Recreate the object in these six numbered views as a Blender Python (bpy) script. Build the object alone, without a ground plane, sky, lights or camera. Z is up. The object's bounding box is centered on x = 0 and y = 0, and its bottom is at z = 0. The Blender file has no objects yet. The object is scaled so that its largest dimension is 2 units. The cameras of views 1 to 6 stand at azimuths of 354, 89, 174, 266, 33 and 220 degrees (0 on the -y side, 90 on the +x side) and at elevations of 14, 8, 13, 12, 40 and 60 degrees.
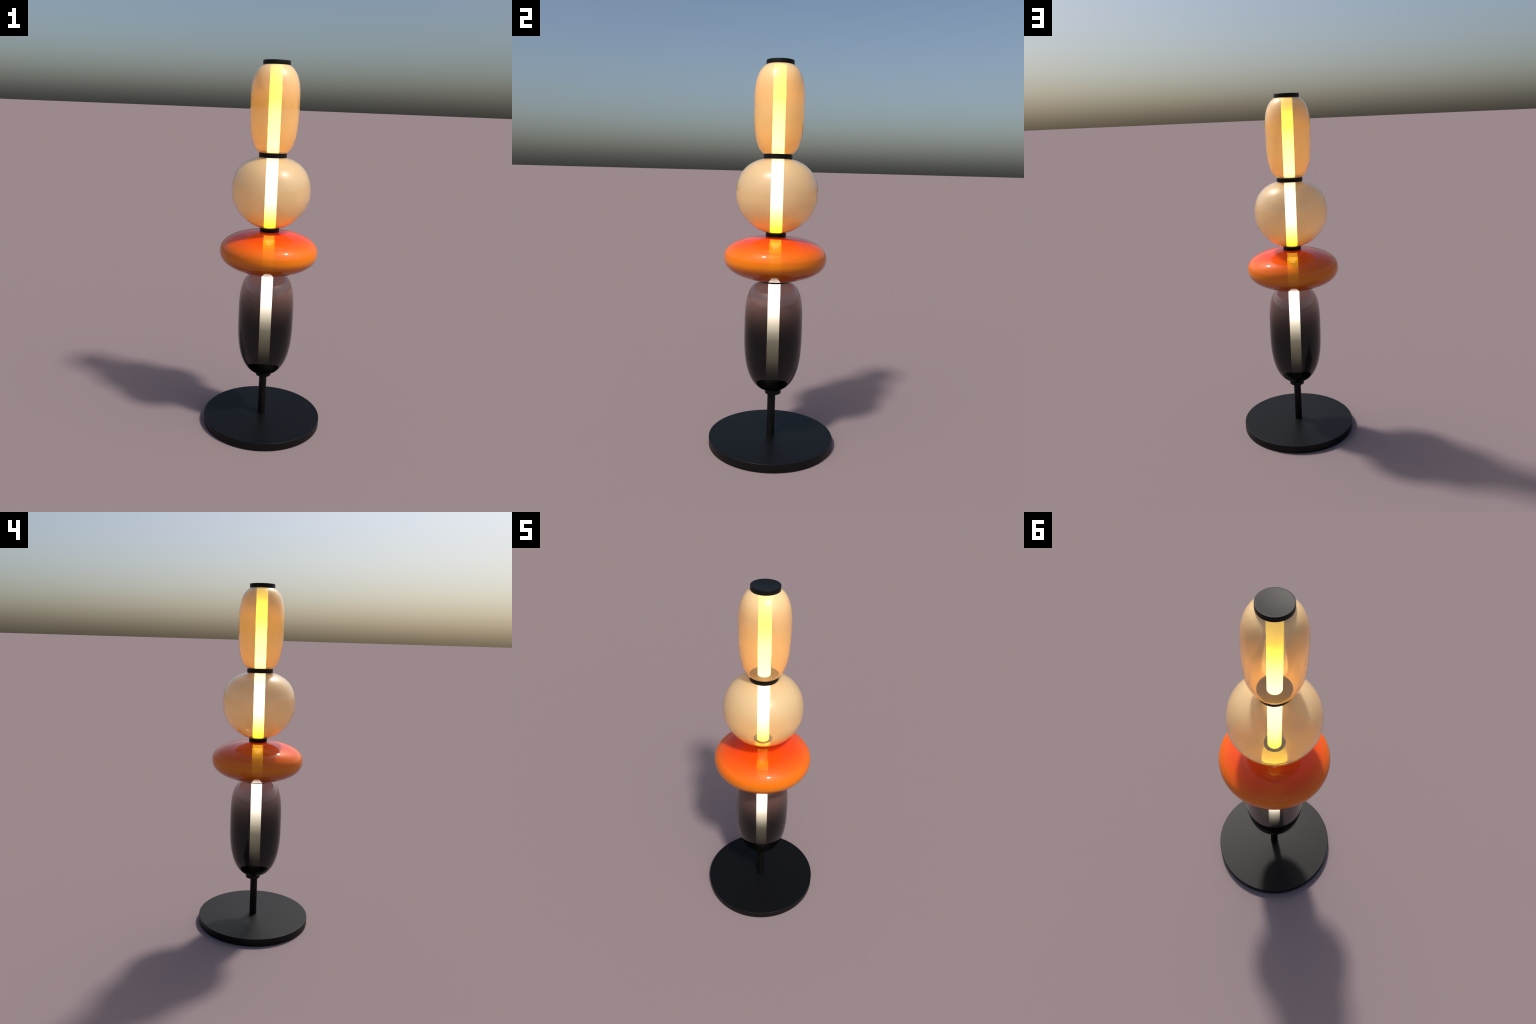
"""Glass totem floor lamp: a stack of four blown-glass shades on a black disc
foot, joined by black metal collars, with a glowing tube down the middle."""
import bpy
import math

SEG = 160                      # segments round the axis


# ------------------------------------------------------------------ profiles
def superellipse(waist, a, p_up, p_low, top, bottom, n=72):
    """Profile (r, z) of a blown bulb from its bottom mouth to its top mouth.
    Upper and lower halves are superellipses that share the waist radius a;
    top and bottom are the mouths as (radius, height)."""
    pts = []
    for side, p, (r_end, z_end) in ((-1, p_low, bottom), (1, p_up, top)):
        h_end = abs(z_end - waist)
        b = h_end / (1.0 - (r_end / a) ** p) ** (1.0 / p)
        # step by angle so the tight shoulders get as many rings as the sides
        k_end = math.asin((h_end / b) ** (p / 2.0))
        row = []
        for i in range(n + 1):
            k = k_end * i / n
            row.append((a * math.cos(k) ** (2.0 / p), waist + side * b * math.sin(k) ** (2.0 / p)))
        pts += row[::-1] if side < 0 else row[1:]
    return pts


def rounded_slab(r, z0, z1, bevel, n=5):
    """Profile of a flat disc with softly rounded rims, closed on the axis."""
    pts = [(0.0, z0), (r - 2 * bevel, z0)]
    for i in range(n + 1):
        a = math.pi / 2 * i / n
        pts.append((r - bevel + bevel * math.sin(a), z0 + bevel - bevel * math.cos(a)))
    for i in range(n + 1):
        a = math.pi / 2 * i / n
        pts.append((r - bevel + bevel * math.cos(a), z1 - bevel + bevel * math.sin(a)))
    pts += [(r - 2 * bevel, z1), (0.0, z1)]
    return pts


def offset_inward(pts, t):
    """The same profile moved inwards along its normals by t."""
    out = []
    for i, (r, z) in enumerate(pts):
        r0, z0 = pts[max(i - 1, 0)]
        r1, z1 = pts[min(i + 1, len(pts) - 1)]
        dr, dz = r1 - r0, z1 - z0
        ln = math.hypot(dr, dz) or 1.0
        out.append((max(r - t * dz / ln, 0.001), z + t * dr / ln))
    return out


# ------------------------------------------------------------------ builders
def lathe(name, loops, material_of, parent, centre=(0.0, 0.0), seg=SEG):
    """Revolve profiles about the z axis. loops: list of (points, material slot,
    closed); every profile runs upwards so its faces look outwards, reversed
    ones look inwards."""
    verts, faces, slots = [], [], []
    for pts, slot, closed in loops:
        rings = []
        for r, z in pts:
            if r < 1e-6:
                rings.append([len(verts)])
                verts.append((centre[0], centre[1], z))
            else:
                rings.append(list(range(len(verts), len(verts) + seg)))
                for j in range(seg):
                    a = math.tau * j / seg
                    verts.append((centre[0] + r * math.cos(a), centre[1] + r * math.sin(a), z))
        pairs = list(zip(rings, rings[1:] + ([rings[0]] if closed else [])))
        if not closed:
            pairs = pairs[:len(rings) - 1]
        for k, (lo, hi) in enumerate(pairs):
            for j in range(seg):
                j2 = (j + 1) % seg
                if len(lo) == 1:
                    f = (lo[0], hi[j2], hi[j])
                elif len(hi) == 1:
                    f = (lo[j], lo[j2], hi[0])
                else:
                    f = (lo[j], lo[j2], hi[j2], hi[j])
                faces.append(f)
                slots.append(slot(k) if callable(slot) else slot)
    me = bpy.data.meshes.new(name)
    me.from_pydata(verts, [], faces)
    for m in material_of:
        me.materials.append(m)
    me.polygons.foreach_set("material_index", slots)
    me.polygons.foreach_set("use_smooth", [True] * len(faces))
    me.set_sharp_from_angle(angle=math.radians(35))
    me.update()
    ob = bpy.data.objects.new(name, me)
    bpy.context.scene.collection.objects.link(ob)
    ob.parent = parent
    return ob


def glass_shell(name, prof, wall, mats, parent):
    """A blown shade: outer skin, inner skin a wall thickness inside, and the two
    mouths closed by narrow lips, as one closed solid."""
    inner = offset_inward(prof, wall)
    ring = list(prof) + inner[::-1]
    n = len(prof)
    return lathe(name, [(ring, lambda k: 0 if k < n - 1 else 1, True)], mats, parent)


# ----------------------------------------------------------------- materials
def new_material(name):
    m = bpy.data.materials.new(name)
    m.use_nodes = True
    nt = m.node_tree
    nt.nodes.clear()
    out = nt.nodes.new("ShaderNodeOutputMaterial")
    return m, nt, out


def height(nt, z0, z1):
    """0 at height z0, 1 at height z1, from Object coordinates."""
    tc = nt.nodes.new("ShaderNodeTexCoord")
    xyz = nt.nodes.new("ShaderNodeSeparateXYZ")
    mr = nt.nodes.new("ShaderNodeMapRange")
    nt.links.new(tc.outputs["Object"], xyz.inputs[0])
    nt.links.new(xyz.outputs["Z"], mr.inputs["Value"])
    mr.inputs["From Min"].default_value = z0
    mr.inputs["From Max"].default_value = z1
    return mr.outputs[0]


def ramp(nt, fac, stops, smooth="LINEAR"):
    node = nt.nodes.new("ShaderNodeValToRGB")
    els = node.color_ramp.elements
    while len(els) > 1:
        els.remove(els[-1])
    for i, (pos, col) in enumerate(stops):
        e = els[0] if i == 0 else els.new(pos)
        e.position = pos
        c = (col, col, col) if isinstance(col, (int, float)) else col
        e.color = (*c, 1.0)
    node.color_ramp.interpolation = smooth
    nt.links.new(fac, node.inputs[0])
    return node.outputs[0]


def coloured_glass(name, z0, z1, body, tint, milk, rough=0.33, gloss=0.5, coat=0.0, lining_ior=1.62):
    """Glass with a milky coloured body under a clear gloss skin. body, tint and
    milk are ramps over the shade's height: the colour the milky part scatters,
    the colour of what shines through, and how milky it is. Returns the
    materials of the outer skin and of the inner lining."""
    made = []
    for side, share in (("skin", milk[0]), ("lining", milk[1])):
        m, nt, out = new_material(f"{name}_{side}")
        h = height(nt, z0, z1)
        opal = nt.nodes.new("ShaderNodeBsdfPrincipled")
        nt.links.new(ramp(nt, h, body), opal.inputs["Base Color"])
        opal.inputs["Roughness"].default_value = rough
        opal.inputs["IOR"].default_value = 1.45
        opal.inputs["Coat IOR"].default_value = 1.45
        opal.inputs["Specular IOR Level"].default_value = gloss
        opal.inputs["Coat Weight"].default_value = 1.0
        opal.inputs["Coat Roughness"].default_value = 0.0
        clear = nt.nodes.new("ShaderNodeBsdfPrincipled")
        nt.links.new(ramp(nt, h, tint), clear.inputs["Base Color"])
        clear.inputs["Roughness"].default_value = 0.0
        clear.inputs["IOR"].default_value = 1.45
        clear.inputs["Coat IOR"].default_value = 1.45
        clear.inputs["Transmission Weight"].default_value = 1.0
        clear.inputs["Coat Weight"].default_value = coat
        clear.inputs["Coat Roughness"].default_value = 0.0
        if side == "lining":
            for p in (opal, clear):
                p.inputs["Coat Weight"].default_value = 1.0
                p.inputs["Coat Roughness"].default_value = 0.0
                p.inputs["Coat IOR"].default_value = lining_ior
        mix = nt.nodes.new("ShaderNodeMixShader")
        nt.links.new(ramp(nt, h, share, "EASE"), mix.inputs[0])
        nt.links.new(clear.outputs[0], mix.inputs[1])
        nt.links.new(opal.outputs[0], mix.inputs[2])
        nt.links.new(mix.outputs[0], out.inputs[0])
        made.append(m)
    return made


def black_metal(name, rough=0.44, base=0.003, grain=0.0008):
    """Satin black powder coat with a faint grain."""
    m, nt, out = new_material(name)
    tc = nt.nodes.new("ShaderNodeTexCoord")
    noise = nt.nodes.new("ShaderNodeTexNoise")
    noise.inputs["Scale"].default_value = 60.0
    noise.inputs["Detail"].default_value = 4.0
    nt.links.new(tc.outputs["Object"], noise.inputs["Vector"])
    p = nt.nodes.new("ShaderNodeBsdfPrincipled")
    nt.links.new(ramp(nt, noise.outputs["Fac"], [(0.3, base - grain), (0.7, base + grain)]), p.inputs["Base Color"])
    p.inputs["Roughness"].default_value = rough
    p.inputs["Specular IOR Level"].default_value = 0.20
    nt.links.new(p.outputs[0], out.inputs[0])
    return m


def glow(name, z0, z1, colours, strength):
    """Light source whose colour drifts with height."""
    m, nt, out = new_material(name)
    p = nt.nodes.new("ShaderNodeBsdfPrincipled")
    p.inputs["Base Color"].default_value = (0.8, 0.8, 0.8, 1)
    p.inputs["Roughness"].default_value = 0.5
    nt.links.new(ramp(nt, height(nt, z0, z1), colours), p.inputs["Emission Color"])
    p.inputs["Emission Strength"].default_value = strength
    nt.links.new(p.outputs[0], out.inputs[0])
    return m


def at(z0, z1, stops):
    """Ramp stops given by height in metres."""
    return [((z - z0) / (z1 - z0), c) for z, c in stops]


Z = (1.543, 1.98)
AMBER = coloured_glass(
    "amber_glass", *Z,
    body=at(*Z, [(1.543, (0.85, 0.48, 0.17)), (1.70, (0.77, 0.53, 0.25)), (1.88, (0.79, 0.54, 0.26)), (1.98, (0.86, 0.64, 0.33))]),
    tint=at(*Z, [(1.543, (1.0, 0.92, 0.80)), (1.98, (1.0, 0.92, 0.80))]),
    milk=(at(*Z, [(1.543, 0.60), (1.60, 0.44), (1.765, 0.425), (1.98, 0.86)]),
          at(*Z, [(1.543, 0.42), (1.60, 0.30), (1.765, 0.20), (1.98, 0.60)])), gloss=0.32, coat=0.3)
Z = (1.144, 1.5195)
CREAM = coloured_glass(
    "cream_glass", *Z,
    body=at(*Z, [(1.144, (0.82, 0.53, 0.22)), (1.26, (0.76, 0.56, 0.31)), (1.40, (0.75, 0.58, 0.33)), (1.5195, (0.77, 0.58, 0.31))]),
    tint=at(*Z, [(1.144, (1.0, 0.88, 0.72)), (1.30, (1.0, 0.95, 0.86)), (1.5195, (1.0, 0.96, 0.88))]),
    milk=(at(*Z, [(1.144, 0.50), (1.335, 0.42), (1.5195, 0.66)]),
          at(*Z, [(1.144, 0.44), (1.335, 0.32), (1.5195, 0.45)])), gloss=0.32, coat=0.3)
Z = (0.8945, 1.122)
ORANGE = coloured_glass(
    "orange_glass", *Z,
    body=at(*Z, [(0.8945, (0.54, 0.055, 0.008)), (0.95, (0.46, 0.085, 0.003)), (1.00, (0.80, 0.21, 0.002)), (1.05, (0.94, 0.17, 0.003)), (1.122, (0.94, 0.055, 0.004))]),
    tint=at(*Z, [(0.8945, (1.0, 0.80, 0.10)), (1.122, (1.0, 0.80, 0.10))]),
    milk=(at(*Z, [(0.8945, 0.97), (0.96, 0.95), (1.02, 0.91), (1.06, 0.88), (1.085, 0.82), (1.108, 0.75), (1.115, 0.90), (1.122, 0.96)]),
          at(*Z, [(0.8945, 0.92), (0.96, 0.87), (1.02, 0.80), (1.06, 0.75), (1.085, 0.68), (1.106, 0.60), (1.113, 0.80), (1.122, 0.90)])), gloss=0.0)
Z = (0.3035, 0.883)
SMOKE = coloured_glass(
    "smoke_glass", *Z,
    body=at(*Z, [(0.3035, (0.001, 0.001, 0.001)), (0.60, (0.002, 0.0015, 0.0015)), (0.70, (0.13, 0.07, 0.055)), (0.80, (0.36, 0.185, 0.155)), (0.883, (0.38, 0.17, 0.14))]),
    tint=at(*Z, [(0.3035, (0.0006, 0.0006, 0.0005)), (0.40, (0.003, 0.003, 0.0025)), (0.44, (0.007, 0.0065, 0.0055)), (0.47, (0.015, 0.014, 0.011)),
                 (0.50, (0.026, 0.024, 0.019)), (0.58, (0.034, 0.032, 0.026)), (0.61, (0.042, 0.040, 0.033)), (0.65, (0.095, 0.090, 0.076)), (0.695, (0.21, 0.20, 0.175)),
                 (0.72, (0.30, 0.28, 0.255)), (0.76, (0.52, 0.48, 0.455)), (0.83, (0.86, 0.78, 0.755))]),
    milk=(at(*Z, [(0.3035, 0.05), (0.60, 0.05), (0.75, 0.24), (0.883, 0.24)]),
          at(*Z, [(0.3035, 0.10), (0.883, 0.10)])), gloss=0.0, lining_ior=1.3)
BLACK = black_metal("black_powder_coat")
Z = (0.31, 1.98)
GLOW = glow("glowing_tube", *Z, strength=10.0, colours=at(*Z, [
    (0.31, (0.04, 0.037, 0.032)), (0.34, (0.07, 0.064, 0.056)), (0.38, (0.16, 0.147, 0.128)), (0.46, (0.27, 0.25, 0.216)), (0.54, (0.45, 0.415, 0.36)),
    (0.62, (0.46, 0.425, 0.37)), (0.72, (0.50, 0.46, 0.40)), (0.80, (0.40, 0.37, 0.33)), (0.88, (0.30, 0.28, 0.25)), (0.92, (0.16, 0.12, 0.02)), (1.00, (0.38, 0.29, 0.02)), (1.06, (0.7, 0.52, 0.03)), (1.12, (0.8, 0.55, 0.02)),
    (1.15, (1.0, 0.72, 0.016)), (1.19, (1.0, 0.72, 0.07)), (1.24, (1.0, 0.71, 0.18)), (1.31, (1.0, 0.73, 0.36)),
    (1.42, (1.0, 0.75, 0.50)), (1.52, (1.0, 0.75, 0.50)), (1.55, (1.10, 0.83, 0.28)), (1.62, (1.04, 0.79, 0.18)), (1.72, (1.0, 0.74, 0.105)),
    (1.82, (1.0, 0.68, 0.03)), (1.98, (1.0, 0.68, 0.06))]))


# ------------------------------------------------------------------ the lamp
lamp = bpy.data.objects.new("floor_lamp", None)
bpy.context.scene.collection.objects.link(lamp)
lamp["label"] = "black-footed totem floor lamp of stacked amber, orange and smoked glass shades"
lamp["category"] = "floor lamp"

# foot, stem and the small off-centre socket collar under the smoked shade
lathe("foot", [(rounded_slab(0.3322, 0.0, 0.043, 0.0022), 0, False)], [BLACK], lamp, seg=224)
lathe("stem", [([(0.0, 0.041)] + [(0.0212, 0.041), (0.0212, 0.30), (0.0, 0.30)], 0, False)], [BLACK], lamp, seg=64)
lathe("socket_collar", [(rounded_slab(0.0430, 0.2825, 0.3045, 0.003), 0, False)], [BLACK], lamp, centre=(0.002, 0.0072), seg=96)

# the four shades: waist height, waist radius, upper half, lower half, mouths
SHADES = [
    ("smoked_shade", (0.6130, 0.1523, 3.75, 2.58, (0.0740, 0.8874), (0.0405, 0.3037)), SMOKE),
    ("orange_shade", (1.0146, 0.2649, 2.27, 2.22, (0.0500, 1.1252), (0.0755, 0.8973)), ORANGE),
    ("cream_shade", (1.3300, 0.2097, 2.42, 1.85, (0.0705, 1.5196), (0.0506, 1.1444)), CREAM),
    ("amber_shade", (1.7980, 0.1271, 2.78, 3.22, (0.0690, 1.9785), (0.0742, 1.5428)), AMBER),
]
WALL = 0.0014
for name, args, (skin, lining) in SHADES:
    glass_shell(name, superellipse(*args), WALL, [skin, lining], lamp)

# collars between the shades and the cap on top
COLLARS = [("collar", 0.0765, 0.8878, 0.8975), ("collar", 0.0522, 1.1190, 1.1445), ("collar", 0.0732, 1.5190, 1.5430)]
for name, r, z0, z1 in COLLARS:
    lathe(name, [(rounded_slab(r, z0, z1, 0.0012, 3), 0, False)], [BLACK], lamp, seg=128)
cap = rounded_slab(0.0699, 1.9780, 2.0, 0.0012, 3)[:-1]
rim = cap[-1][0]
cap += [(rim * k, 2.0 - 0.0028 * (1 - k * k)) for k in (0.9, 0.75, 0.6, 0.45, 0.3, 0.15)] + [(0.0, 1.9972)]
lathe("cap", [(cap, 0, False)], [BLACK], lamp, seg=128)

# one length of glowing tube inside each shade
for z0, z1 in ((0.312, 0.8874), (0.898, 1.1185), (1.145, 1.5185), (1.5435, 1.9775)):
    lathe("light_tube", [([(0.0, z0), (0.0318, z0), (0.0318, z1), (0.0, z1)], 0, False)], [GLOW], lamp, seg=64)
